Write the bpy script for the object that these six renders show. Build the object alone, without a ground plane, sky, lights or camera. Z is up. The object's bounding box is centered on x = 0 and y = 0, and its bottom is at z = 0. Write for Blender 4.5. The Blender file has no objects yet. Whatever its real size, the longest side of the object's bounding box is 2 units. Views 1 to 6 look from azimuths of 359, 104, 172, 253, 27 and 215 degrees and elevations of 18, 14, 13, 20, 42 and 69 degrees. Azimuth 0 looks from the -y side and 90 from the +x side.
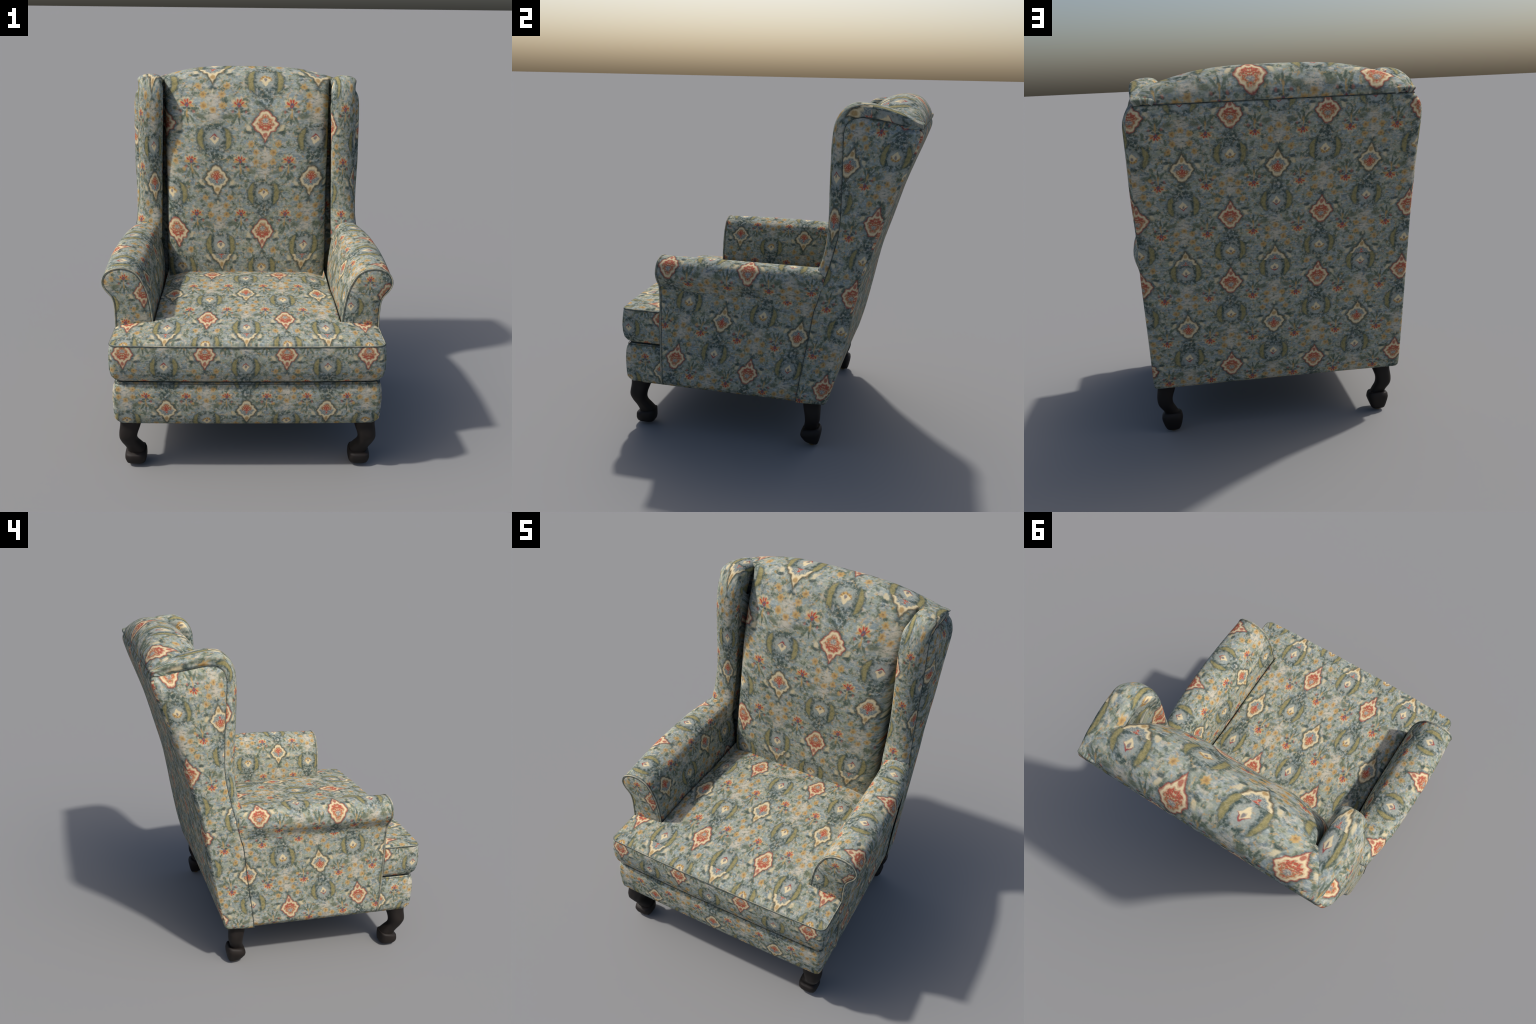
# Wing-back armchair in a patterned oriental fabric, on dark cabriole legs.
# Frame: metres, z up, the sitter faces -y.
import bpy, bmesh, math
import numpy as np
from mathutils import Vector

PI = math.pi
COL = bpy.context.scene.collection


# ------------------------------------------------------------------ helpers
def spline(points, n):
    """Catmull-Rom curve through control points, resampled to n even steps."""
    P = np.array(points, float)
    P = np.vstack([2 * P[0] - P[1], P, 2 * P[-1] - P[-2]])
    out = []
    for i in range(1, len(P) - 2):
        t = np.linspace(0, 1, 24, endpoint=False)[:, None]
        p0, p1, p2, p3 = P[i - 1], P[i], P[i + 1], P[i + 2]
        out.append(0.5 * (2 * p1 + (p2 - p0) * t + (2 * p0 - 5 * p1 + 4 * p2 - p3) * t ** 2
                          + (3 * p1 - p0 - 3 * p2 + p3) * t ** 3))
    Q = np.vstack(out + [P[-2:-1]])
    d = np.r_[0, np.cumsum(np.linalg.norm(np.diff(Q, axis=0), axis=1))]
    s = np.linspace(0, d[-1], n)
    return np.stack([np.interp(s, d, Q[:, k]) for k in range(Q.shape[1])], 1)


def table(pairs):
    """Smooth function through (x, value) pairs."""
    C = spline(pairs, 400)
    return lambda v: np.interp(v, C[:, 0], C[:, 1])


def step(v, a, b):
    t = np.clip((v - a) / (b - a), 0, 1)
    return t * t * (3 - 2 * t)


def mesh_object(name, verts, faces, mats, parent, smooth=True, face_mats=None, flip_check=True):
    me = bpy.data.meshes.new(name)
    me.from_pydata([tuple(map(float, v)) for v in verts], [], [tuple(f) for f in faces])
    for m in (mats if isinstance(mats, (list, tuple)) else [mats]):
        me.materials.append(m)
    if face_mats is not None:
        me.polygons.foreach_set("material_index", face_mats)
    bm = bmesh.new()
    bm.from_mesh(me)
    bmesh.ops.remove_doubles(bm, verts=bm.verts, dist=1e-5)
    bmesh.ops.dissolve_degenerate(bm, edges=bm.edges, dist=1e-6)
    if flip_check:
        bmesh.ops.recalc_face_normals(bm, faces=bm.faces)
    bm.to_mesh(me)
    bm.free()
    me.polygons.foreach_set("use_smooth", [smooth] * len(me.polygons))
    ob = bpy.data.objects.new(name, me)
    COL.objects.link(ob)
    ob.parent = parent
    return ob


def grid_faces(nu, nv, wrap_v=False, base=0):
    F = []
    for i in range(nu - 1):
        for j in range(nv if wrap_v else nv - 1):
            k = (j + 1) % nv
            F.append((base + i * nv + j, base + i * nv + k, base + (i + 1) * nv + k, base + (i + 1) * nv + j))
    return F


def loft(name, rings, mats, parent, wrap=True, caps=(True, True), smooth=True):
    rings = np.array(rings)
    nu, nv, _ = rings.shape
    V = rings.reshape(-1, 3)
    F = grid_faces(nu, nv, wrap)
    if wrap and caps[0]:
        F.append(tuple(range(nv))[::-1])
    if wrap and caps[1]:
        F.append(tuple((nu - 1) * nv + j for j in range(nv)))
    return mesh_object(name, V, F, mats, parent, smooth)


def tube(name, path, radius, mat, parent, sides=8, closed=False):
    P = np.array(path, float)
    n = len(P)
    if closed:
        T = np.roll(P, -1, 0) - np.roll(P, 1, 0)
    else:
        T = np.gradient(P, axis=0)
    T /= np.linalg.norm(T, axis=1)[:, None] + 1e-12
    ref = np.array([0.31, 0.53, 0.79])
    rings = []
    N = None
    for i in range(n):
        if N is None:
            N = np.cross(T[i], ref)
        N = N - T[i] * (N @ T[i])
        N /= np.linalg.norm(N)
        B = np.cross(T[i], N)
        a = np.linspace(0, 2 * PI, sides, endpoint=False)
        rings.append(P[i] + radius * (np.cos(a)[:, None] * N + np.sin(a)[:, None] * B))
    if closed:
        rings.append(rings[0])
    return loft(name, rings, mat, parent, True, (not closed, not closed))


# ------------------------------------------------------- shader expressions
class X:
    """A float socket with arithmetic that builds Math nodes."""
    tree = None

    def __init__(self, s):
        self.s = s

    @staticmethod
    def op(kind, *args, clamp=False):
        n = X.tree.nodes.new("ShaderNodeMath")
        n.operation = kind
        n.use_clamp = clamp
        for i, a in enumerate(args):
            if isinstance(a, X):
                X.tree.links.new(a.s, n.inputs[i])
            else:
                n.inputs[i].default_value = float(a)
        return X(n.outputs[0])

    def __add__(a, b): return X.op("ADD", a, b)
    def __radd__(a, b): return X.op("ADD", b, a)
    def __sub__(a, b): return X.op("SUBTRACT", a, b)
    def __rsub__(a, b): return X.op("SUBTRACT", b, a)
    def __mul__(a, b): return X.op("MULTIPLY", a, b)
    def __rmul__(a, b): return X.op("MULTIPLY", b, a)
    def __truediv__(a, b): return X.op("DIVIDE", a, b)
    def __neg__(a): return X.op("MULTIPLY", a, -1.0)


def xabs(a): return X.op("ABSOLUTE", a)
def xmin(a, b): return X.op("MINIMUM", a, b)
def xmax(a, b): return X.op("MAXIMUM", a, b)
def xpow(a, b): return X.op("POWER", a, b)
def xsat(a): return X.op("ADD", a, 0.0, clamp=True)
def below(f, edge, soft): return X.op("MULTIPLY_ADD", f, -1.0 / soft, edge / soft + 0.5, clamp=True)   # 1 where f < edge
def above(f, edge, soft): return X.op("MULTIPLY_ADD", f, 1.0 / soft, -edge / soft + 0.5, clamp=True)
def hyp(a, b): return X.op("SQRT", a * a + b * b)
def ell(x, y, cx, cy, rx, ry): return hyp((x - cx) * (1.0 / rx), (y - cy) * (1.0 / ry))               # 1 on the rim


def combine(a, b, c=0.0):
    n = X.tree.nodes.new("ShaderNodeCombineXYZ")
    for i, v in enumerate((a, b, c)):
        if isinstance(v, X):
            X.tree.links.new(v.s, n.inputs[i])
        else:
            n.inputs[i].default_value = v
    return n.outputs[0]


def noise(vec, scale, detail=2.0, rough=0.5, out="Fac"):
    n = X.tree.nodes.new("ShaderNodeTexNoise")
    n.noise_dimensions = "3D"
    X.tree.links.new(vec, n.inputs["Vector"])
    n.inputs["Scale"].default_value = scale
    n.inputs["Detail"].default_value = detail
    n.inputs["Roughness"].default_value = rough
    return X(n.outputs[out])


def srgb(r, g, b):
    f = lambda c: (c / 255 / 12.92) if c / 255 <= 0.04045 else ((c / 255 + 0.055) / 1.055) ** 2.4
    return (f(r), f(g), f(b), 1.0)


def mix(a, b, fac):
    n = X.tree.nodes.new("ShaderNodeMix")
    n.data_type = "RGBA"
    for i, v in ((6, a), (7, b)):
        if isinstance(v, tuple):
            n.inputs[i].default_value = v
        else:
            X.tree.links.new(v, n.inputs[i])
    if isinstance(fac, X):
        X.tree.links.new(fac.s, n.inputs[0])
    else:
        n.inputs[0].default_value = fac
    return n.outputs[2]


# palette of the fabric (surface colours)
GAIN = 1.04
def dye(r, g, b):
    c = srgb(r, g, b)
    return (c[0] * GAIN, c[1] * GAIN, c[2] * GAIN, 1.0)
BLUE = dye(127, 140, 141)
BLUE_LIGHT = dye(169, 173, 164)
BLUE_DARK = dye(100, 112, 115)
SAGE = dye(145, 148, 122)
PINK_WHITE = dye(184, 175, 158)
TEAL = dye(48, 64, 61)
LEAF = dye(80, 92, 76)
OLIVE = dye(142, 132, 86)
OLIVE_DARK = dye(92, 92, 62)
GOLD = dye(178, 144, 84)
BROWN = dye(128, 98, 62)
CREAM = dye(203, 187, 150)
RED = dye(166, 66, 50)
BRICK = dye(148, 66, 54)
ORANGE = dye(176, 112, 70)
NAVY = dye(70, 72, 94)
CORAL = dye(180, 104, 84)

H_OVER_W = 1.14          # repeat height over repeat width
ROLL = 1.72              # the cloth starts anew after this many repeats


def build_fabric_group():
    """Cloth pattern.  U counts repeats across, S counts repeats down the cloth.
    Medallions stand in half-drop columns: red ones at whole U, cream ones at half U,
    each with a crescent palmette above, flowers on the lines between the columns."""
    t = bpy.data.node_groups.new("persian_fabric", "ShaderNodeTree")
    t.interface.new_socket("U", in_out="INPUT", socket_type="NodeSocketFloat")
    t.interface.new_socket("S", in_out="INPUT", socket_type="NodeSocketFloat")
    t.interface.new_socket("Color", in_out="OUTPUT", socket_type="NodeSocketColor")
    t.interface.new_socket("Height", in_out="OUTPUT", socket_type="NodeSocketFloat")
    X.tree = t
    gi = t.nodes.new("NodeGroupInput")
    go = t.nodes.new("NodeGroupOutput")
    U0, S0 = X(gi.outputs["U"]), X(gi.outputs["S"])

    flat = combine(U0, S0 * H_OVER_W)
    flat2 = combine(U0 + 3.7, S0 * H_OVER_W + 9.9)
    flat3 = combine(U0 + 13.7, S0 * H_OVER_W + 1.9)
    streak = combine(U0, S0 * (H_OVER_W * 2.2))
    # wobble of the weave
    w1 = noise(flat, 22.0, 2.0)
    w2 = noise(flat2, 22.0, 2.0)
    U = U0 + (w1 - 0.5) * 0.034
    S = 0.5 + X.op("FLOORED_MODULO", S0 - 0.5, ROLL)
    S = S + (w2 - 0.5) * 0.030

    c = X.op("ROUND", U * 2.0)
    du = U - c * 0.5
    cream_col = X.op("FLOORED_MODULO", c, 2.0)           # 0 red column, 1 cream column
    sl = S + cream_col * 0.5
    y = (sl - X.op("ROUND", sl)) * H_OVER_W              # + is down, 0 at the medallion's widest
    x = xabs(du)

    # --- ground: mottled blue-grey with sage and pinkish patches
    big = noise(streak, 6.0, 4.0, 0.6)
    fine = noise(streak, 19.0, 3.0, 0.6)
    tint = noise(combine(U0 + 31.0, S0 * 1.6), 8.0, 3.0, 0.6)
    speck = noise(flat, 28.0, 2.0, 0.6)
    col = mix(BLUE_DARK, BLUE, xsat((big - 0.36) * 4.5))
    col = mix(col, BLUE_LIGHT, xsat((fine - 0.46) * 4.5) * 0.95)
    col = mix(col, SAGE, xsat((tint - 0.46) * 5.0) * 0.75)
    # foliage all over: sage sprays, grey-green leaves, dark twigs, pale blossoms
    sprig = noise(flat, 14.0, 2.5, 0.6)
    col = mix(col, SAGE, above(sprig, 0.50, 0.10) * 0.5)
    col = mix(col, LEAF, above(sprig, 0.575, 0.10) * 0.85)
    sprig2 = noise(flat2, 18.0, 2.0, 0.6)
    col = mix(col, TEAL, above(sprig2, 0.61, 0.10) * 0.60)
    sprig3 = noise(flat3, 19.0, 2.0, 0.6)
    col = mix(col, PINK_WHITE, above(sprig3, 0.595, 0.12) * 0.60)
    sprig4 = noise(combine(U0 + 23.7, S0 * H_OVER_W + 5.9), 26.0, 2.0, 0.6)
    col = mix(col, GOLD, above(sprig4, 0.615, 0.10) * 0.55)

    # --- pale sprays on the column axis
    for cy, r in ((0.335, 0.085), (0.49, 0.075)):
        d = ell(x, y, 0.0, cy, r, r)
        col = mix(col, PINK_WHITE, below(d, 0.75, 1.0) * above(fine, 0.44, 0.16) * 0.85)

    # --- dark foliage round the palmette
    py = y + 0.425
    ring = ell(x, py, 0.0, 0.025, 0.175, 0.165)
    col = mix(col, mix(BLUE_DARK, TEAL, 0.25), below(ring, 0.86, 0.50) * 0.34)
    col = mix(col, TEAL, below(ring, 1.05, 0.35) * above(speck, 0.51, 0.14) * 0.80)
    # twigs below it, above the medallion's tip
    tw = ell(x, y, 0.0, -0.215, 0.085, 0.075)
    col = mix(col, TEAL, below(tw, 0.9, 0.5) * above(speck, 0.46, 0.14) * 0.75)
    col = mix(col, BLUE_LIGHT, below(ell(x, py, 0.0, 0.0, 0.085, 0.085), 1.0, 0.3) * above(speck, 0.42, 0.16) * 0.55)

    # --- crescents
    cr = ell(x, py, 0.0, 0.012, 0.142, 0.178)
    arc = xabs(cr - 1.0) + xpow(xabs(py - 0.012) * (1.0 / 0.112), 3.0) * 0.17
    gate = below(xabs(py - 0.012), 0.135, 0.03)
    col = mix(col, TEAL, below(arc, 0.27, 0.16) * gate * 0.75)
    col = mix(col, OLIVE, below(arc, 0.175, 0.12) * gate * 0.86)
    col = mix(col, OLIVE_DARK, below(arc, 0.185, 0.10) * gate * above(speck, 0.56, 0.14) * 0.55)

    # --- heart of the palmette
    hy = (py - 0.005) * 1.14
    hx = x * 1.14
    dia = hx * (1.0 / 0.060) + xmax(hy * (1.0 / 0.072), hy * (-1.0 / 0.06))
    fan = ell(hx, hy, 0.0, 0.005, 0.066, 0.062)
    petals = below(fan, 1.0, 0.3) * below(hy, 0.012, 0.02)
    wav = X.op("SINE", X.op("ARCTAN2", du, -0.0 - hy) * 9.0)
    goldfan = petals * above(fan, 0.45, 0.2)
    col = mix(col, mix(GOLD, BROWN, above(wav, 0.1, 1.2) * 0.8), goldfan * (1.0 - cream_col))
    redfan = below(dia, 1.0, 0.22) * below(hy, 0.008, 0.016)
    col = mix(col, mix(BRICK, NAVY, 0.2), redfan * cream_col)
    col = mix(col, CREAM, below(dia + xmax(-hy, 0.0) * 9.0, 0.95, 0.25))
    col = mix(col, NAVY, below(ell(hx, hy, 0.0, -0.006, 0.016, 0.022), 1.0, 0.7) * 0.75)

    # --- leaves beside the medallion
    col = mix(col, CREAM, below(ell(x + y * 0.4, y, 0.180, 0.045, 0.022, 0.034), 1.0, 0.7) * 0.65)
    col = mix(col, TEAL, below(ell(x + y * 0.4, y, 0.196, 0.088, 0.036, 0.018), 1.0, 0.7) * 0.85)
    col = mix(col, TEAL, below(ell(x, y, 0.0, 0.232, 0.036, 0.022), 1.0, 0.8) * 0.75)
    col = mix(col, CREAM, below(ell(x, y, 0.0, 0.256, 0.010, 0.022), 1.0, 0.8) * 0.5)
    # olive leaves between the columns
    lf = ell(x + (y - 0.49) * 0.5, y, 0.135, 0.492, 0.050, 0.028)
    col = mix(col, mix(LEAF, OLIVE_DARK, 0.4), below(lf, 1.0, 0.7) * 0.75)
    col = mix(col, GOLD, below(ell(x, y, 0.168, 0.47, 0.020, 0.020), 1.0, 0.7) * 0.75 * (1.0 - cream_col))

    # --- gold rosettes in a V under the medallion
    for cx, cy in ((0.136, 0.205), (0.088, 0.290), (0.088, 0.390), (0.0, 0.432)):
        r = ell(x, y, cx, cy, 1.0, 1.0)
        a = X.op("ARCTAN2", x - cx, y - cy)
        lob = r + X.op("SINE", a * 7.0) * 0.005
        col = mix(col, GOLD, below(lob, 0.031, 0.020) * 0.85)
        col = mix(col, BROWN, below(r, 0.012, 0.016) * 0.85)

    # --- flowers on the lines between columns (two to a repeat)
    fx = 0.25 - x
    half = H_OVER_W * 0.5
    fy = X.op("FLOORED_MODULO", y + 0.195 + half * 0.36, half) - half * 0.36
    fx = fx * 1.14
    fy = fy * 1.14
    fr = ell(fx, fy, 0.0, 0.018, 1.0, 1.0)
    fa = X.op("ARCTAN2", fx, 0.018 - fy)          # 0 is up
    pet = X.op("COSINE", fa * 6.0)
    fan_gate = below(fa, 1.75, 0.25)
    # stem and leaves
    stem = below(fx + X.op("SINE", fy * 30.0) * 0.004, 0.009, 0.010) * above(fy, 0.03, 0.01) * below(fy, 0.235, 0.03)
    col = mix(col, mix(LEAF, TEAL, 0.4), stem * above(fy, 0.12, 0.04) * 0.9)
    col = mix(col, GOLD, stem * below(fy, 0.15, 0.04) * 0.75)
    col = mix(col, TEAL, below(ell(fx + fy * 0.8, fy, 0.125, 0.078, 0.030, 0.016), 1.0, 0.7) * 0.80)
    col = mix(col, CORAL, below(ell(fx, fy, 0.072, 0.085, 0.014, 0.018), 1.0, 0.8) * 0.45)
    col = mix(col, LEAF, below(ell(fx - fy * 0.6, fy, -0.05, 0.165, 0.016, 0.048), 1.0, 0.7) * 0.85)
    col = mix(col, TEAL, below(ell(fx, fy, 0.028, 0.048, 0.018, 0.013), 1.0, 0.7) * 0.75)
    # petals: yellow outside, four red ones in a fan, pale tips
    pet = X.op("COSINE", (fa - 0.30) * 8.9)
    col = mix(col, GOLD, below(fr + pet * -0.010, 0.072, 0.026) * fan_gate * above(fa, 0.55, 0.5) * 0.85)
    col = mix(col, CREAM, below(fr + pet * -0.012, 0.082, 0.022) * below(fa, 1.25, 0.3) * above(pet, -0.5, 0.8) * 0.60)
    col = mix(col, mix(GOLD, ORANGE, 0.5), below(fr + pet * -0.008, 0.062, 0.022) * fan_gate * 0.60)
    rp = below(fr + pet * -0.006, 0.060, 0.018) * above(fr, 0.018, 0.014) * below(fa, 1.40, 0.2) * above(pet, 0.05, 0.8)
    col = mix(col, RED, rp)
    col = mix(col, NAVY, below(ell(fx, fy, 0.0, 0.014, 0.022, 0.028), 1.0, 0.6) * 0.90)
    col = mix(col, BRICK, below(ell(fx, fy, 0.0, 0.018, 0.012, 0.014), 1.0, 0.7) * 0.85)

    # --- medallion
    x = x * 1.05
    y = y * 1.05
    up = y * (-1.0 / 0.152)
    dn = y * (1.0 / 0.105)
    qt = xpow(xpow(x * (1.0 / 0.128), 1.22) + xpow(xmax(up, 0.0), 1.22), 1.0 / 1.22)
    qb = xpow(xpow(x * (1.0 / 0.128), 1.75) + xpow(xmax(dn, 0.0), 1.75), 1.0 / 1.75)
    q = xmax(qt, qb)
    ang = X.op("ARCTAN2", x, y)
    body = (q - 1.0) * 0.098 + X.op("COSINE", ang * 10.0) * 0.0045
    tail = x - 0.060 + xmax(y - 0.078, 0.0) * (0.060 / 0.112)
    tail = xmax(tail, 0.02 - y)
    md = xmin(body, tail * 0.85)
    col = mix(col, TEAL, below(md, 0.020, 0.026) * above(noise(flat, 24.0), 0.36, 0.25) * 0.80)
    edge = mix(BRICK, mix(BROWN, TEAL, 0.5), cream_col)
    col = mix(col, edge, below(md, 0.005, 0.012) * 0.9)
    col = mix(col, CREAM, below(md, -0.006, 0.014))
    # inside of the medallion
    core = below(body, -0.027, 0.018)
    mot = noise(combine(x + cream_col * 3.0, y), 52.0, 2.0, 0.6)
    red_fill = mix(mix(mix(LEAF, SAGE, 0.5), ORANGE, above(mot, 0.43, 0.14)), RED, above(mot + y * 1.4, 0.535, 0.12))
    red_fill = mix(red_fill, BLUE, below(ell(x, y, 0.0, -0.034, 0.034, 0.024), 1.0, 0.6) * 0.8)
    red_fill = mix(red_fill, RED, below(xabs(x - 0.046) * 0.7 + xabs(y - 0.030), 0.028, 0.018) * 0.85)
    red_fill = mix(red_fill, RED, below(ell(x, y, 0.0, -0.085, 0.013, 0.015), 1.0, 0.7))
    fanr = ell(x, y, 0.0, -0.018, 0.074, 0.078)
    crm_fill = mix(BLUE_DARK, BLUE, above(mot, 0.5, 0.3))
    crm_fill = mix(crm_fill, mix(ORANGE, BROWN, above(mot, 0.5, 0.15) * 0.6), below(fanr, 0.95, 0.3) * below(y, -0.004, 0.03))
    crm_fill = mix(crm_fill, RED, below(ell(x, y, 0.0, -0.028, 0.036, 0.046), 1.0, 0.5) * above(mot, 0.38, 0.2))
    crm_fill = mix(crm_fill, RED, below(ell(x, y, 0.0, 0.034, 0.013, 0.015), 1.0, 0.7) * 0.9)
    rough = noise(combine(x + cream_col * 5.0, y + 2.0), 64.0, 2.0, 0.6)
    fill = mix(red_fill, crm_fill, cream_col)
    fill = mix(fill, CREAM, above(rough, 0.57, 0.12) * 0.55)
    fill = mix(fill, mix(LEAF, BROWN, 0.4), below(rough, 0.42, 0.12) * 0.60)
    col = mix(col, fill, core)
    dot = below(ell(x, y, 0.0, 0.120, 0.022, 0.028), 1.0, 0.6)
    col = mix(col, mix(BRICK, mix(GOLD, BROWN, 0.5), cream_col), dot * 0.85)

    # --- worn, woven grain over everything
    grain = noise(combine(U0, S0 * (H_OVER_W * 2.4)), 46.0, 3.0, 0.65)
    col = mix(col, BLUE_LIGHT, above(grain, 0.60, 0.2) * 0.24)
    col = mix(col, BLUE_DARK, below(grain, 0.40, 0.2) * 0.22)
    t.links.new(col, go.inputs["Color"])
    t.links.new((grain * 0.6 + fine * 0.4).s, go.inputs["Height"])
    return t


FABRIC = build_fabric_group()


def fabric(name, mapping):
    """mapping(x, y, z) -> (U, S) on object coordinates."""
    m = bpy.data.materials.new(name)
    m.use_nodes = True
    t = m.node_tree
    X.tree = t
    bsdf = t.nodes["Principled BSDF"]
    tc = t.nodes.new("ShaderNodeTexCoord")
    sep = t.nodes.new("ShaderNodeSeparateXYZ")
    t.links.new(tc.outputs["Object"], sep.inputs[0])
    x, y, z = (X(sep.outputs[i]) for i in range(3))
    u, s = mapping(x, y, z)
    g = t.nodes.new("ShaderNodeGroup")
    g.node_tree = FABRIC
    t.links.new(u.s, g.inputs["U"])
    t.links.new(s.s, g.inputs["S"])
    t.links.new(g.outputs["Color"], bsdf.inputs["Base Color"])
    bump = t.nodes.new("ShaderNodeBump")
    bump.inputs["Strength"].default_value = 0.12
    bump.inputs["Distance"].default_value = 0.004
    t.links.new(g.outputs["Height"], bump.inputs["Height"])
    t.links.new(bump.outputs[0], bsdf.inputs["Normal"])
    bsdf.inputs["Roughness"].default_value = 0.95
    bsdf.inputs["Specular IOR Level"].default_value = 0.08
    return m


def plain(name, a, b, scale, rough, spec=0.3):
    m = bpy.data.materials.new(name)
    m.use_nodes = True
    t = m.node_tree
    X.tree = t
    bsdf = t.nodes["Principled BSDF"]
    tc = t.nodes.new("ShaderNodeTexCoord")
    f = noise(tc.outputs["Object"], scale, 3.0, 0.6)
    t.links.new(mix(a, b, xsat((f - 0.35) * 3.3)), bsdf.inputs["Base Color"])
    bsdf.inputs["Roughness"].default_value = rough
    bsdf.inputs["Specular IOR Level"].default_value = spec
    return m


# ---- how the cloth is laid on each panel -------------------------------
def map_back_front(x, y, z):
    zc, yc, r = 1.78, 0.68, 0.168
    th = X.op("ARCTAN2", xmax(z - zc, 0.0), yc - y)
    front = xmin(z, zc)
    v = front + r * xmax(th, 0.0)
    w = 0.53 + (xmin(z, 1.82) - 0.95) * 0.155 - xmax(y - 0.62, 0.0) * 0.35
    u = (x - 0.10 - (front - 1.0) * 0.02) / w
    return u, 0.5 + (0.866 - v) * (1 / 0.66)


def map_rear(x, y, z):
    return (x - 0.22 - (1.79 - z) * 0.031) * (1 / 0.46), 0.5 + (z - 1.018) * (1 / 0.505)


def map_seat(x, y, z):
    return (x - 0.20) * (1 / 0.413), 0.5 + (-y - 0.735) * (1 / 0.72)


def map_cushion_front(x, y, z):
    return (x - 0.197) * (1 / 0.4145), 1.0 + (0.701 - z) * (1 / 0.5)


def map_cushion_side(x, y, z):
    return (y + 0.779) * (1 / 0.41) + 0.5, 1.0 + (0.701 - z) * (1 / 0.5)


def map_apron_front(x, y, z):
    return (x - 0.2025) * (1 / 0.415), 1.5 + (0.376 - z) * (1 / 0.48)


def map_apron_side(x, y, z):
    return (y + 0.785) * (1 / 0.41), 1.5 + (0.376 - z) * (1 / 0.48)


def side_coords(right, y, z):
    if right:
        return (y - 0.386 - (z - 0.403) * 0.25) * (1 / 0.447), 1.0 + (z + y * 0.1 - 0.425) * (1 / 0.57)
    return (y - 0.008 - (z - 0.407) * 0.2) * (1 / 0.45), 1.0 + (z + y * 0.1 - 0.40) * (1 / 0.56)


def map_side(right):
    return lambda x, y, z: side_coords(right, y, z)


def map_arm(right):
    def f(x, y, z):
        ax = xabs(x)
        su, ss = side_coords(right, y, z)
        dx, dz = ax - 0.64, z - 0.96
        th = X.op("ARCTAN2", dz, dx)
        inner = below(dx, 0.0, 0.001)
        low = below(dz, 0.0, 0.001)
        v = 0.105 * (th * (1.0 - inner * low) + PI * inner * low) + inner * low * -1.0 * dz
        rs = 1.0 + (v - 0.105 * 0.66) * (1 / 0.52)
        ru = (y - (-0.045 if right else 0.237)) * (1 / 0.465)
        outer_panel = above(dx, 0.0, 0.001) * below(z, 0.887, 0.001)
        return ru + (su - ru) * outer_panel, rs + (ss - rs) * outer_panel
    return f


def map_wing(right):
    def f(x, y, z):
        ax = xabs(x)
        zs = z + xmax(y - 0.50, 0.0) * 0.22
        ahead = 0.48 - xmin(y, 0.48)
        rise = xmax(zs - 1.83, 0.0)
        depth = xmax(0.122 - hyp(ahead, rise), 0.0)
        side = xsat((ax - 0.56) * 12.0) * 2.0 - 1.0
        a = ax + depth * side * 0.9
        th = X.op("ARCTAN2", rise, ahead + 0.0001)
        v = xmin(zs, 1.83) + th * 0.06 + xmax(y - 0.48, 0.0) * 0.7
        if right:
            return (a - 0.485) * (1 / 0.46), 1.0 + (1.66 - v) * (1 / 0.66)
        return (0.573 - a) * (1 / 0.38) + 0.5, 1.5 + (1.295 - v) * (1 / 0.66)
    return f


def map_arm_face(right):
    if right:
        return lambda x, y, z: ((x - 0.735) * (1 / 0.38), 1.0 + (0.93 - z) * (1 / 0.5))
    return lambda x, y, z: ((x + 0.545) * (1 / 0.40), 1.0 + (0.937 - z) * (1 / 0.5))


M_BACK = fabric("fabric_backrest", map_back_front)
M_REAR = fabric("fabric_rear", map_rear)
M_SEAT = fabric("fabric_seat", map_seat)
M_CFRONT = fabric("fabric_cushion_front", map_cushion_front)
M_CSIDE = fabric("fabric_cushion_side", map_cushion_side)
M_AFRONT = fabric("fabric_apron_front", map_apron_front)
M_ASIDE = fabric("fabric_apron_side", map_apron_side)
M_WELT = plain("welt_cloth", dye(104, 114, 108), dye(172, 166, 144), 26.0, 0.95, 0.1)
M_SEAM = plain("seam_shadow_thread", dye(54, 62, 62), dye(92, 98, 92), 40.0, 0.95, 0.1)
M_WOOD = plain("dark_stained_wood", srgb(25, 21, 19), srgb(33, 28, 25), 9.0, 0.6, 0.25)
M_BRASS = plain("old_brass", srgb(96, 76, 40), srgb(120, 98, 56), 30.0, 0.55, 0.4)
M_DUST = plain("black_dust_cloth", srgb(32, 32, 32), srgb(44, 44, 42), 30.0, 0.95, 0.1)

# ----------------------------------------------------------------- the chair
root = bpy.data.objects.new("wingback_armchair", None)
COL.objects.link(root)
root["label"] = "wing-back armchair in blue-grey oriental fabric, dark cabriole legs"
root["category"] = "armchair"

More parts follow.
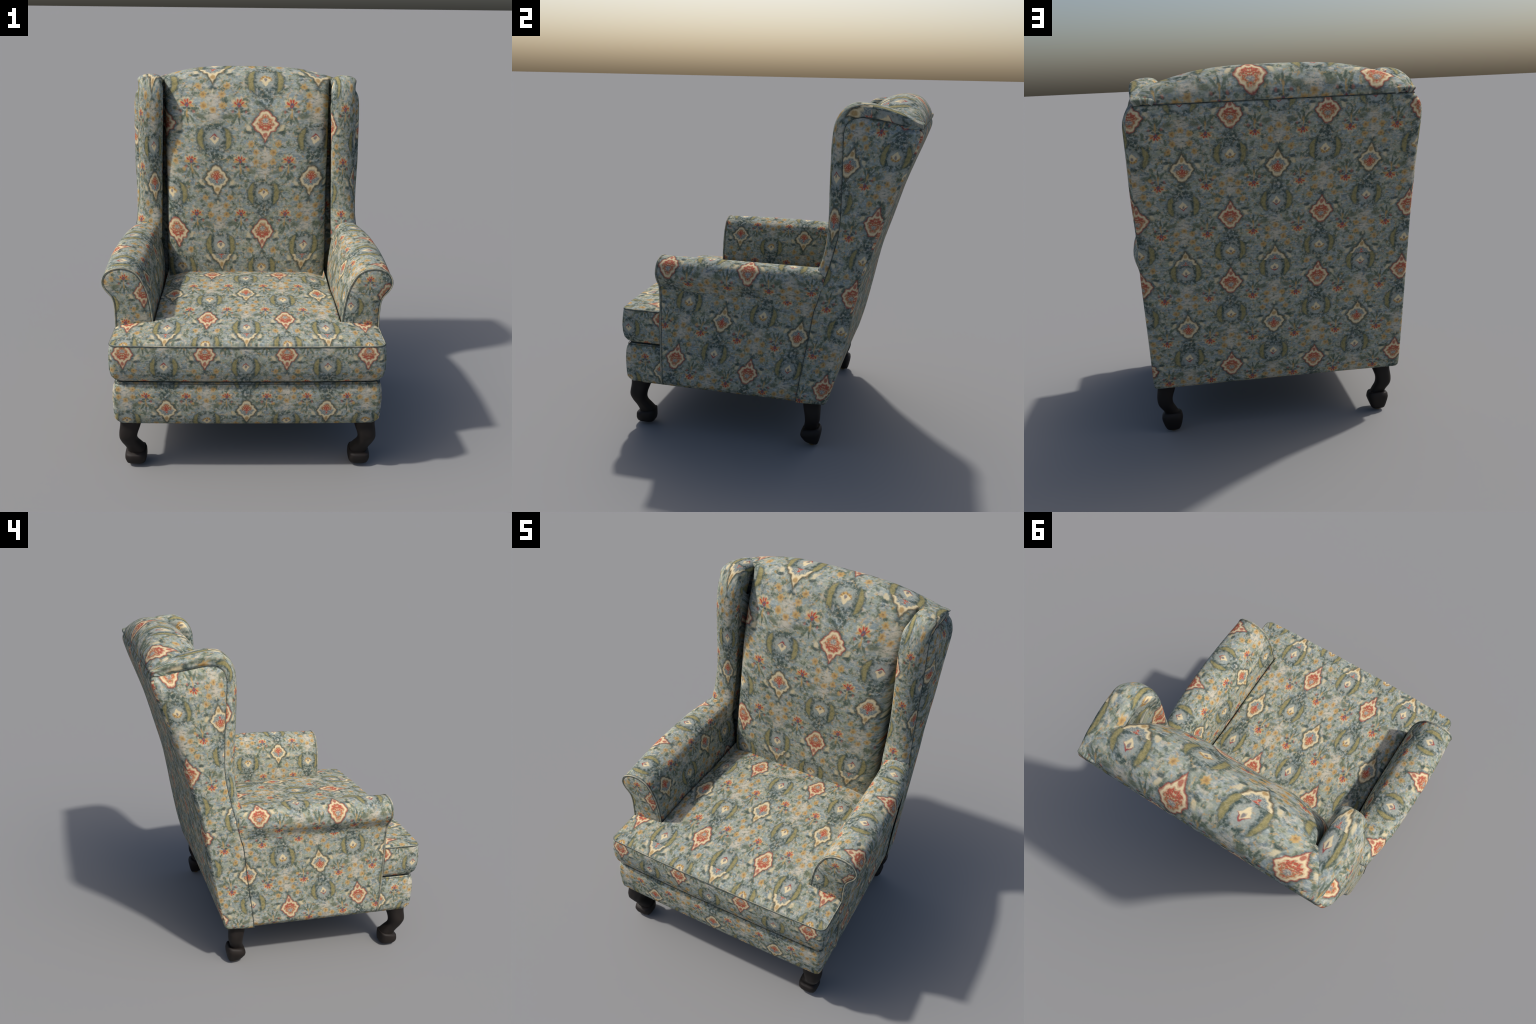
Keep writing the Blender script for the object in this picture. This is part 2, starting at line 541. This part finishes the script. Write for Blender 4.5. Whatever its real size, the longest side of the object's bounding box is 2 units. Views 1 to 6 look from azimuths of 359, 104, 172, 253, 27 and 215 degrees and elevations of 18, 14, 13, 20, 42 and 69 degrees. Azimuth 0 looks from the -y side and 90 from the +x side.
# shared curves ------------------------------------------------------------
REAR_Y = table([(0.26, 0.394), (0.30, 0.406), (0.48, 0.455), (0.71, 0.502), (0.86, 0.530), (1.02, 0.564),
                (1.22, 0.625), (1.42, 0.690), (1.555, 0.744), (1.65, 0.784), (1.735, 0.816), (1.79, 0.833),
                (1.834, 0.833), (1.88, 0.833)])
REAR_BULGE = table([(0.25, -0.006), (0.45, -0.004), (0.7, 0.006), (0.95, 0.016), (1.2, 0.019), (1.45, 0.012), (1.65, 0.004), (1.84, 0.004)])
REAR_X = table([(0.28, 0.690), (0.32, 0.697), (0.48, 0.698), (0.78, 0.704), (1.0, 0.709), (1.2, 0.706), (1.4, 0.702),
                (1.6, 0.698), (1.74, 0.698), (1.785, 0.692), (1.81, 0.680), (1.834, 0.660)])
# seam between arm / wing roll and the outer side panel, from the floor edge up and over to the rear corner
PIPE = [(0.228, 0.290), (0.250, 0.438), (0.289, 0.658), (0.307, 0.777), (0.320, 0.847), (0.337, 0.895), (0.359, 0.988),
        (0.382, 1.065), (0.410, 1.171), (0.430, 1.274), (0.437, 1.40), (0.436, 1.62), (0.433, 1.751), (0.435, 1.81),
        (0.448, 1.85), (0.476, 1.872), (0.525, 1.884), (0.577, 1.881), (0.648, 1.868), (0.713, 1.854), (0.828, 1.834)]
PIPE_X = table([(0.28, 0.702), (0.5, 0.706), (0.78, 0.714), (0.95, 0.716), (1.07, 0.698), (1.3, 0.682), (1.6, 0.678), (1.8, 0.672), (1.9, 0.668)])


_pc = spline(PIPE[:15], 200)
PIPE_Y = lambda z: np.interp(z, _pc[:, 1], _pc[:, 0])


def pipe_x(y, z):
    return PIPE_X(z) - 0.010 * step(y, 0.60, 0.82)


# ---- seat frame (apron) ----------------------------------------------------
def rounded_rect_loop(x0, x1, y0, y1, r, n=8, m=14):
    pts = []
    for (cx, cy, a0) in ((x1 - r, y1 - r, 0), (x0 + r, y1 - r, PI / 2), (x0 + r, y0 + r, PI), (x1 - r, y0 + r, 1.5 * PI)):
        for a in np.linspace(a0, a0 + PI / 2, n):
            pts.append((cx + r * math.cos(a), cy + r * math.sin(a)))
    P = np.array(pts)
    out = []
    for i in range(len(P)):
        a, b = P[i], P[(i + 1) % len(P)]
        k = m if np.linalg.norm(b - a) > 0.1 else 1
        for j in range(k):
            out.append(a + (b - a) * j / k)
    return np.array(out)


def by_normal(ob, pick):
    me = ob.data
    for p in me.polygons:
        p.material_index = pick(p.normal, p.center)


def bow(L, d):
    L = np.array(L, float)
    f = step(-L[:, 1], 0.60, 0.78)
    L[:, 1] -= d * f * (1 - np.abs(L[:, 0] / 0.70).clip(0, 1) ** 2.5)
    return L


rings = []
for inset, z in ((0.060, 0.2845), (0.022, 0.2845), (0.010, 0.301), (0.003, 0.313), (0.0, 0.335), (-0.002, 0.38), (-0.003, 0.43),
                 (-0.001, 0.475), (0.003, 0.500), (0.010, 0.517), (0.020, 0.526), (0.040, 0.529), (0.2, 0.529)):
    L = rounded_rect_loop(-0.697 + inset, 0.697 - inset, -0.812 + inset, 0.30, 0.030)
    L = bow(L, 0.007)
    rings.append(np.c_[L, np.full(len(L), z)])
apron = loft("seat_frame", rings, [M_AFRONT, M_ASIDE, M_DUST, M_SEAM], root)
by_normal(apron, lambda n, c: 2 if n.z < -0.75 else (3 if n.z > 0.85 else (1 if abs(n.x) > abs(n.y) else 0)))  # slot 3: apron top darkened for the shaded gap below the cushion

pts = [(0.686, -0.57, 0.521), (0.686, -0.76, 0.521)]
pts += [(0.686 - 0.028 * (1 - math.cos(a)), -0.772 - 0.028 * math.sin(a), 0.521) for a in np.linspace(0, PI / 2, 6)]
pts += [(x, -0.800, 0.521) for x in np.linspace(0.64, 0.0, 14)]
edge_loop = bow(pts + [(-p[0], p[1], p[2]) for p in pts[-2::-1]], 0.007) + [[0, -0.003, 0]]
tube("frame_seam", edge_loop, 0.0014, M_SEAM, apron)

# ---- seat cushion: T-shaped box cushion ------------------------------------
def t_outline(d, n=10):
    """T plan, inset by d, star-shaped about (0, -0.65)."""
    xf, xr, yf, ys, yb, r = 0.699 - d, 0.500 - d * 0.2, -0.819 + d, -0.588 - d * 0.2, 0.33, 0.035
    P = []
    def seg(a, b, k):
        for j in range(k):
            P.append((a[0] + (b[0] - a[0]) * j / k, a[1] + (b[1] - a[1]) * j / k))
    def arc(cx, cy, a0, a1, rr):
        for a in np.linspace(a0, a1, n, endpoint=False):
            P.append((cx + rr * math.cos(a), cy + rr * math.sin(a)))
    seg((0, yf), (xf - r, yf), 30)
    arc(xf - r, yf + r, -PI / 2, 0, r)
    seg((xf, yf + r), (xf, ys - 0.01), 12)
    arc(xf - 0.01, ys - 0.01, 0, PI / 2, 0.01)
    seg((xf - 0.01, ys), (xr, ys), 12)
    seg((xr, ys), (xr, yb), 40)
    seg((xr, yb), (0, yb), 25)
    R = np.array(P)
    Lh = R[::-1] * [-1, 1]
    return bow(np.vstack([R, [[0, yb]], Lh[:-1]]), 0.012)


def crown(x, y):
    s = (1 - np.abs(x / 0.715) ** 3.4).clip(0) * (1 - np.abs((y + 0.27) / 0.60) ** 3.4).clip(0)
    return 0.7425 + 0.047 * s ** 0.8 - 0.032 * step(np.abs(x), 0.36, 0.52) * step(y, -0.35, 0.2) - 0.012 * step(y, 0.05, 0.3)


base = t_outline(0.0)
centre = np.array([0, -0.65])
rings = []
for k in (1.0, 0.985, 0.96, 0.92, 0.87, 0.8, 0.72, 0.63, 0.54, 0.44, 0.34, 0.24, 0.14, 0.05):
    L = centre + (base - centre) * k
    z = crown(L[:, 0], L[:, 1])
    rings.append(np.c_[L, z])
rings[0][:, 2] = 0.7425
top = loft("cushion_top", rings, M_SEAT, root, True, (False, True))
top.name = "seat_cushion"
rings = []
for d, z in ((0.0, 0.7425), (-0.004, 0.728), (-0.008, 0.69), (-0.011, 0.645), (-0.009, 0.60), (-0.002, 0.565), (0.010, 0.545), (0.025, 0.535), (0.05, 0.532), (0.12, 0.532)):
    L = t_outline(d)
    rings.append(np.c_[L, np.full(len(L), z)])
band = loft("cushion_boxing", rings, [M_CFRONT, M_CSIDE], top, True, (False, True))
by_normal(band, lambda n, c: 1 if abs(n.x) > abs(n.y) else 0)
front = [p for p in base if p[1] < -0.59]
front = np.array(sorted(front, key=lambda p: math.atan2(p[0], -(p[1] + 0.5))))
welt = tube("cushion_welt", np.c_[front, np.full(len(front), 0.7425)], 0.0024, M_WELT, top)
out = front + 0.004 * (front - centre) / np.linalg.norm(front - centre, axis=1)[:, None]
tube("cushion_seam", np.c_[out, np.full(len(out), 0.7385)], 0.0022, M_SEAM, top)

# ---- armrests ----------------------------------------------------------------
ARM_FRONT = [(0.500, 0.560), (0.501, 0.66), (0.503, 0.755), (0.509, 0.835), (0.521, 0.912), (0.541, 0.976), (0.574, 1.034), (0.612, 1.061),
             (0.655, 1.071), (0.700, 1.065), (0.737, 1.045), (0.757, 1.012), (0.759, 0.980), (0.745, 0.949), (0.721, 0.920),
             (0.707, 0.893), (0.701, 0.850), (0.700, 0.760), (0.702, 0.600), (0.702, 0.430), (0.699, 0.335), (0.692, 0.306), (0.672, 0.2855)]
ARM_REAR = [(0.505, 0.560), (0.506, 0.66), (0.508, 0.755), (0.514, 0.835), (0.524, 0.912), (0.538, 0.976), (0.560, 1.032), (0.592, 1.056),
            (0.628, 1.064), (0.662, 1.058), (0.688, 1.040), (0.703, 1.010), (0.708, 0.980), (0.709, 0.950), (0.709, 0.921),
            (0.708, 0.893), (0.706, 0.850), (0.703, 0.760), (0.703, 0.600), (0.702, 0.430), (0.699, 0.335), (0.692, 0.306), (0.672, 0.2855)]
Y_ARM = -0.582


def arm_section(y, n=120):
    t = np.clip((y - Y_ARM) / (0.37 - Y_ARM), 0, 1) ** 4.0
    A, B = np.array(ARM_FRONT), np.array(ARM_REAR)
    P = A + (B - A) * t
    mid = math.sin(PI * min(max((y - Y_ARM) / 0.84, 0), 1))
    P[:, 0] += 0.014 * mid * (P[:, 0] > 0.6) * step(P[:, 1], 0.40, 0.80) + 0.018 * step(y, -0.2, 0.3) * (P[:, 0] < 0.56) * (P[:, 1] < 1.0)
    P[:, 1] += 0.005 * mid * step(P[:, 1], 0.98, 1.05)
    P[:, 0] += 0.010 * (P[:, 0] > 0.66) * step(y, -0.1, 0.2) * step(P[:, 1], 0.55, 0.8)
    P[:, 0] -= 0.014 * (P[:, 0] > 0.66) * step(y - PIPE_Y(np.minimum(P[:, 1], 1.8)), -0.004, 0.03)
    return spline(P, n)


def offset_curve(C, d):
    T = np.gradient(C, axis=0)
    T /= np.linalg.norm(T, axis=1)[:, None]
    N = np.stack([T[:, 1], -T[:, 0]], 1)          # to the inside of the section
    return C + N * d


for sx, right in ((1, True), (-1, False)):
    m_arm = fabric("fabric_armrest", map_arm(right))
    m_face = fabric("fabric_arm_face", map_arm_face(right))
    rings = []
    for y in [Y_ARM, Y_ARM + 0.006] + list(np.linspace(Y_ARM + 0.02, 0.365, 44)):
        C = arm_section(y)
        C = np.vstack([C, [[0.50, 0.2855]]])
        rings.append(np.c_[C[:, 0] * sx, np.full(len(C), y), C[:, 1]])
    arm = loft("armrest", rings, m_arm, root, True, (False, True))
    # padded front facing, set in behind the welt
    C0 = arm_section(Y_ARM)
    C0 = np.vstack([C0, [[0.64, 0.2855]], [[0.58, 0.2855]], [[0.505, 0.2865]], [[0.5005, 0.40]], [[0.5002, 0.50]]])
    K = np.roll(C0, -1, 0) - np.roll(C0, 1, 0)
    K /= np.linalg.norm(K, axis=1)[:, None]
    NN = np.stack([K[:, 1], -K[:, 0]], 1)
    cen_x = 0.61
    rings = []
    for d, y in ((0.0, Y_ARM), (0.003, Y_ARM - 0.002), (0.010, Y_ARM - 0.0035), (0.022, Y_ARM - 0.008), (0.040, Y_ARM - 0.011)):
        L = C0 + NN * min(d, 0.02) * 1.0
        if d > 0.02:       # draw the inner rings to the mid line
            k = (d - 0.02) / 0.02 * 0.35
            L = L + (np.c_[np.full(len(L), cen_x) + 0.04 * step(L[:, 1], 0.85, 1.05), np.minimum(L[:, 1], 0.985)] - L) * k
        rings.append(np.c_[L[:, 0] * sx, np.full(len(L), y), L[:, 1]])
    loft("arm_facing", rings, m_face, arm, True, (False, True))
    W = offset_curve(arm_section(Y_ARM, 160), 0.000)
    W = W[W[:, 1] > 0.2845]
    tube("arm_welt", np.c_[W[:, 0] * sx, np.full(len(W), Y_ARM - 0.001), W[:, 1]], 0.0036, M_WELT, arm)
    W2 = offset_curve(arm_section(Y_ARM, 160), 0.0075)
    tube("arm_seam", np.c_[W2[:, 0] * sx, np.full(len(W2), Y_ARM - 0.0028), W2[:, 1]], 0.0016, M_SEAM, arm)
    W3 = offset_curve(arm_section(Y_ARM + 0.009, 160), -0.0004)
    tube("arm_seam", np.c_[W3[:, 0] * sx, np.full(len(W3), Y_ARM + 0.0075), W3[:, 1]], 0.0014, M_SEAM, arm)

# ---- wings ---------------------------------------------------------------------
SIL = [(0.285, 0.96), (0.305, 1.02), (0.323, 1.07), (0.340, 1.12), (0.354, 1.20), (0.362, 1.29), (0.363, 1.40), (0.361, 1.50), (0.361, 1.70),
       (0.364, 1.78), (0.373, 1.845), (0.396, 1.898), (0.431, 1.936), (0.475, 1.957), (0.522, 1.961), (0.575, 1.955),
       (0.640, 1.940), (0.700, 1.922), (0.765, 1.903), (0.828, 1.880)]
BASE = [(0.375, 0.96), (0.380, 1.02), (0.384, 1.07), (0.396, 1.12), (0.415, 1.20), (0.432, 1.29), (0.437, 1.40), (0.437, 1.50), (0.434, 1.70),
        (0.433, 1.775), (0.436, 1.815), (0.448, 1.850), (0.474, 1.871), (0.500, 1.881), (0.532, 1.884), (0.580, 1.881),
        (0.640, 1.870), (0.700, 1.857), (0.765, 1.845), (0.828, 1.834)]
X_IN = table([(0.9, 0.530), (1.09, 0.527), (1.34, 0.523), (1.56, 0.515), (1.75, 0.508), (1.9, 0.505)])
NS = 110
both = spline(np.c_[np.array(SIL), np.array(BASE)], NS)
for sx, right in ((1, True), (-1, False)):
    m_wing = fabric("fabric_wing", map_wing(right))
    m_side = fabric("fabric_side", map_side(right))
    rings = []
    for i in range(NS):
        sil, bas = both[i, :2], both[i, 2:]
        xo = pipe_x(bas[0], bas[1])
        xi = float(X_IN(min(sil[1], bas[1])))
        xi += 0.04 * step(bas[0], 0.60, 0.80)
        tail = float(step(bas[0], 0.72, 0.83))
        sil = sil + (bas - sil) * 0.30 * tail
        xo -= 0.004 * tail
        tf = float(step(sil[0], 0.385, 0.48))
        xi += 0.018 * tf * (1 - step(bas[0], 0.60, 0.80))
        mid, hw = (xo + xi) / 2, (xo - xi) / 2
        ring = []
        deep = bas + (bas - sil) / (np.linalg.norm(bas - sil) + 1e-9) * (0.14 - 0.135 * step(bas[0], 0.50, 0.64))
        for k in np.linspace(1, 0, 5, endpoint=False):
            p = bas + (deep - bas) * k
            ring.append(((xi + 0.022) * sx, p[0], p[1]))
        for a in np.linspace(0, PI, 25):
            ca, sa = -math.cos(a), math.sin(a)
            px = mid + hw * math.copysign(abs(ca) ** 0.80, ca)
            p = bas + (sil - bas) * sa ** 0.80
            px += 0.022 * (1 - sa) ** 3 if ca < 0 else 0.022 * tf * math.sin(2 * a - PI) ** 2
            ring.append((px * sx, p[0], p[1]))
        ring.append(((xo - 0.03) * sx, bas[0], bas[1]))
        rings.append(ring)
    last = np.array(rings[-1])
    c = last[5:30].mean(0)
    for k, dy in ((0.85, 0.006), (0.5, 0.010), (0.02, 0.011)):
        rings.append(c + (last - c) * k + [0, dy, 0])
    wing = loft("wing", rings, m_wing, root, False)

    # outer side panel behind the seam
    PC = spline(PIPE, 300)
    kz = int(np.argmax(PC[:, 1]))
    fz, fy = PC[:kz + 1, 1], PC[:kz + 1, 0]
    bz, by = PC[kz:, 1][::-1], PC[kz:, 0][::-1]
    zs = np.unique(np.r_[np.linspace(0.2845, 0.34, 6), np.linspace(0.34, 1.76, 60), np.linspace(1.76, 1.8835, 34)])
    us = np.unique(np.r_[np.linspace(0, 0.12, 9), np.linspace(0.12, 0.88, 16), np.linspace(0.88, 1, 9)])
    rings = []
    for z in zs:
        y0 = np.interp(z, fz, fy)
        y1 = float(REAR_Y(z)) - 0.0115 - 0.010 * math.exp(-abs(1.834 - z) / 0.012) - 0.014 * math.exp(-(z - 0.2845) / 0.010)
        if z > 1.834:
            y1 = min(y1 + 0.02, np.interp(z, bz, by))
        row = []
        for u in us:
            y = y0 + (y1 - y0) * u
            d_top = float(np.interp(y, PC[kz - 60:, 0], PC[kz - 60:, 1]) - z) if y > 0.44 and z > 1.6 else 1.0
            d = min((y - y0), d_top if d_top > 0 else 0.0)
            dr = max(y1 - y, 0.0)
            puff = 0.004 + 0.025 * step(z, 1.0, 1.45)
            x_edge = pipe_x(y0 + 0.0, z)
            x_rear = float(REAR_X(min(z, 1.834))) - 0.0005
            xx = x_edge + (x_rear - x_edge) * u
            rise = (1 - math.exp(-d / 0.022)) * (1 - math.exp(-dr / 0.03))
            if z > 1.70:
                rise *= 1 - 0.5 * step(z, 1.74, 1.83) * step(u, 0.5, 1.0)
            xx = xx + puff * rise
            xx -= 0.012 * math.exp(-(z - 0.2845) / 0.010)
            row.append((xx * sx, y, z))
        rings.append(row)
    side = loft("side_panel", rings, m_side, root, False)
    P3 = np.array([((pipe_x(p[0], p[1]) + 0.0005) * sx, p[0], p[1]) for p in spline(PIPE, 220)])
    P3[:, 0] += sx * 0.0015 * (1 - step(P3[:, 2], 0.98, 1.12))
    tube("side_seam", P3, 0.0022, M_SEAM, side)
    # seam where the wing sits on the arm
    J = spline([(0.562, 0.334, 1.034), (0.580, 0.329, 1.052), (0.625, 0.325, 1.066), (0.665, 0.326, 1.062),
                (0.688, 0.334, 1.046)], 40)
    tube("wing_seam", J * [sx, 1, 1], 0.0026, M_SEAM, wing)

# ---- rear panel ------------------------------------------------------------------
zs = np.unique(np.r_[np.linspace(0.2845, 0.34, 7), np.linspace(0.34, 1.74, 60), np.linspace(1.74, 1.834, 14)])
us = np.unique(np.r_[-np.linspace(0.93, 1, 8)[::-1], np.linspace(-0.93, 0.93, 50), np.linspace(0.93, 1, 8)])
rings = []
for z in zs:
    xr = float(REAR_X(z))
    y0 = float(REAR_Y(z))
    row = []
    for u in us:
        e = (1 - abs(u)) * xr
        y = y0 + float(REAR_BULGE(z)) * (1 - abs(u) ** 3)
        y -= 0.012 * math.exp(-e / 0.007)
        y -= 0.010 * math.exp(-(1.834 - z) / 0.012)
        y -= 0.014 * math.exp(-(z - 0.2845) / 0.010)
        row.append((u * xr, y, z))
    rings.append(row)
rear = loft("rear_panel", rings, M_REAR, root, False)
L = np.array([(u * 0.661, 0.8245 + 0.004 * (1 - abs(u) ** 3) + 0.0, 1.834) for u in np.linspace(-1, 1, 90)])
tube("rear_seam", L, 0.0028, M_SEAM, rear)

# ---- backrest: cushion front, rolled top, down to the rear seam --------------------
FRONT = [(0.262, 0.62), (0.270, 0.75), (0.278, 0.86), (0.300, 1.01), (0.312, 1.13), (0.324, 1.26), (0.340, 1.38), (0.366, 1.51), (0.416, 1.66), (0.468, 1.79),
         (0.524, 1.900), (0.566, 1.955), (0.618, 1.985), (0.690, 2.000), (0.745, 1.992), (0.790, 1.966), (0.818, 1.930), (0.835, 1.893), (0.840, 1.862),
         (0.838, 1.845), (0.830, 1.836), (0.810, 1.834)]
SEC = spline(FRONT, 150)
kt = int(np.argmax(SEC[:, 1]))
TOP_Z = table([(0.0, 2.0), (0.164, 1.998), (0.28, 1.991), (0.376, 1.978), (0.48, 1.954), (0.56, 1.931), (0.61, 1.912), (0.635, 1.896), (0.652, 1.876), (0.662, 1.855), (0.666, 1.842)])
RECESS = table([(0.0, 0.0), (0.15, 0.0), (0.30, 0.015), (0.40, 0.065), (0.460, 0.12), (0.490, 0.20), (0.508, 0.33), (0.519, 0.53), (0.527, 0.80), (0.535, 1.0), (0.70, 1.0)])
xs = np.unique(np.r_[np.linspace(0, 0.44, 24), np.linspace(0.44, 0.535, 24), np.linspace(0.535, 0.63, 10), np.linspace(0.63, 0.666, 10)])
xs = np.r_[-xs[::-1], xs[1:]]
rings = []
for x in xs:
    ax = abs(x)
    zt = float(TOP_Z(ax))
    row = []
    for i, (y, z) in enumerate(SEC):
        if i <= kt:
            zz = z if z < 1.6 else 1.6 + (z - 1.6) * (zt - 1.6) / 0.4
            k = float(np.clip(RECESS(ax + 0.010 * (1 - step(zz, 1.2, 1.6)) * step(ax, 0.3, 0.45)), 0, 1))
            limit = min(0.655, float(REAR_Y(zz)) - 0.06) if zz < 1.83 else 0.655
            top_fade = 1 - step(z, 1.93, 2.0) * 0.6
            yy = y + max(limit - y, 0) * k * top_fade
            yy -= 0.016 * math.exp(-((ax - 0.26) / 0.14) ** 2 - ((zz - 1.71) / 0.12) ** 2)
        else:
            zz = 1.834 + (z - 1.834) * (zt - 1.834) / (2.0 - 1.834)
            yy = y
        yy -= 0.014 * (ax / 0.66) ** 3 * step(yy, 0.70, 0.84)
        # rounded end of the roll
        endc = step(ax, 0.640, 0.667)
        yy += (0.79 - yy) * 0.35 * endc * step(yy, 0.79, 0.84)
        row.append((x, yy, zz))
    rings.append(row)
end = np.array([0.0, 0.745, 1.838])
for side in (0, -1):
    r = np.array(rings[side])
    c = r + (end - r) * [0.0, 0.92, 0.92]
    rings = [c] + rings if side == 0 else rings + [c]
back = loft("backrest", rings, M_BACK, root, False)

# ---- legs ------------------------------------------------------------------------
def squircle(cx, cy, h, z, n=16, p=3.2, tilt=0.0):
    out = []
    for a in np.linspace(0, 2 * PI, n, endpoint=False) + PI / n:
        c, s = math.cos(a), math.sin(a)
        r = (abs(c) ** p + abs(s) ** p) ** (-1 / p)
        out.append((cx + h * r * c, cy + h * r * s, z + tilt * h * r * s))
    return out


def make_leg(sx, rear_leg):
    if not rear_leg:
        leg = [(0.637, -0.747, 0.066, 0.305), (0.637, -0.748, 0.066, 0.26), (0.650, -0.760, 0.058, 0.20), (0.647, -0.754, 0.050, 0.16), (0.630, -0.732, 0.052, 0.120), (0.617, -0.718, 0.056, 0.088), (0.615, -0.716, 0.052, 0.06)]
        foot = [(0.613, -0.716, 0.052, 0.086, 0.14), (0.618, -0.722, 0.064, 0.077, 0.12), (0.619, -0.724, 0.067, 0.056, 0.0), (0.619, -0.724, 0.066, 0.036, 0.0), (0.618, -0.722, 0.056, 0.016, 0.0), (0.615, -0.720, 0.034, 0.0105, 0.0)]
        glide = (0.612, -0.716)
    else:
        leg = [(0.634, 0.308, 0.062, 0.305), (0.634, 0.308, 0.060, 0.26), (0.646, 0.314, 0.053, 0.205), (0.643, 0.314, 0.050, 0.165), (0.622, 0.303, 0.046, 0.125), (0.610, 0.300, 0.046, 0.10), (0.606, 0.298, 0.046, 0.075)]
        foot = [(0.606, 0.300, 0.048, 0.108, 0.10), (0.612, 0.303, 0.062, 0.104, 0.22), (0.613, 0.303, 0.069, 0.076, 0.20), (0.612, 0.305, 0.058, 0.042, -0.05), (0.611, 0.308, 0.044, 0.019, -0.17), (0.611, 0.310, 0.028, 0.013, -0.17)]
        glide = (0.611, 0.311)
    inward = 0.006 if rear_leg else 0.008
    aside = (0.0 if sx > 0 else 0.022) if rear_leg else (0.012 if sx > 0 else 0.018)
    S = spline(leg, 26)
    ob = loft("leg", [squircle((r[0] - aside) * sx, r[1] + inward, r[2] * 0.83, r[3]) for r in S], M_WOOD, root)
    F = spline(foot, 18)
    loft("foot", [squircle((r[0] - aside) * sx, r[1] + inward, r[2] * 0.86, r[3], 20, 3.8, r[4]) for r in F], M_WOOD, ob)
    rr = [(0.022, 0.020), (0.022, 0.008), (0.018, 0.002), (0.010, 0.0), (0.001, 0.0)]
    loft("glide", [squircle((glide[0] - aside) * sx, glide[1] + inward, h, z, 16, 2.0) for h, z in rr], M_BRASS, ob)


for sx in (1, -1):
    make_leg(sx, False)
    make_leg(sx, True)

# dark cloth under the seat, closing the frame to the rear panel
V = []
rings = [[(x, y, z) for x in (-0.68, 0.68)] for y, z in ((0.24, 0.2865), (0.385, 0.2865))]
loft("dust_cloth", rings, M_DUST, root, False)
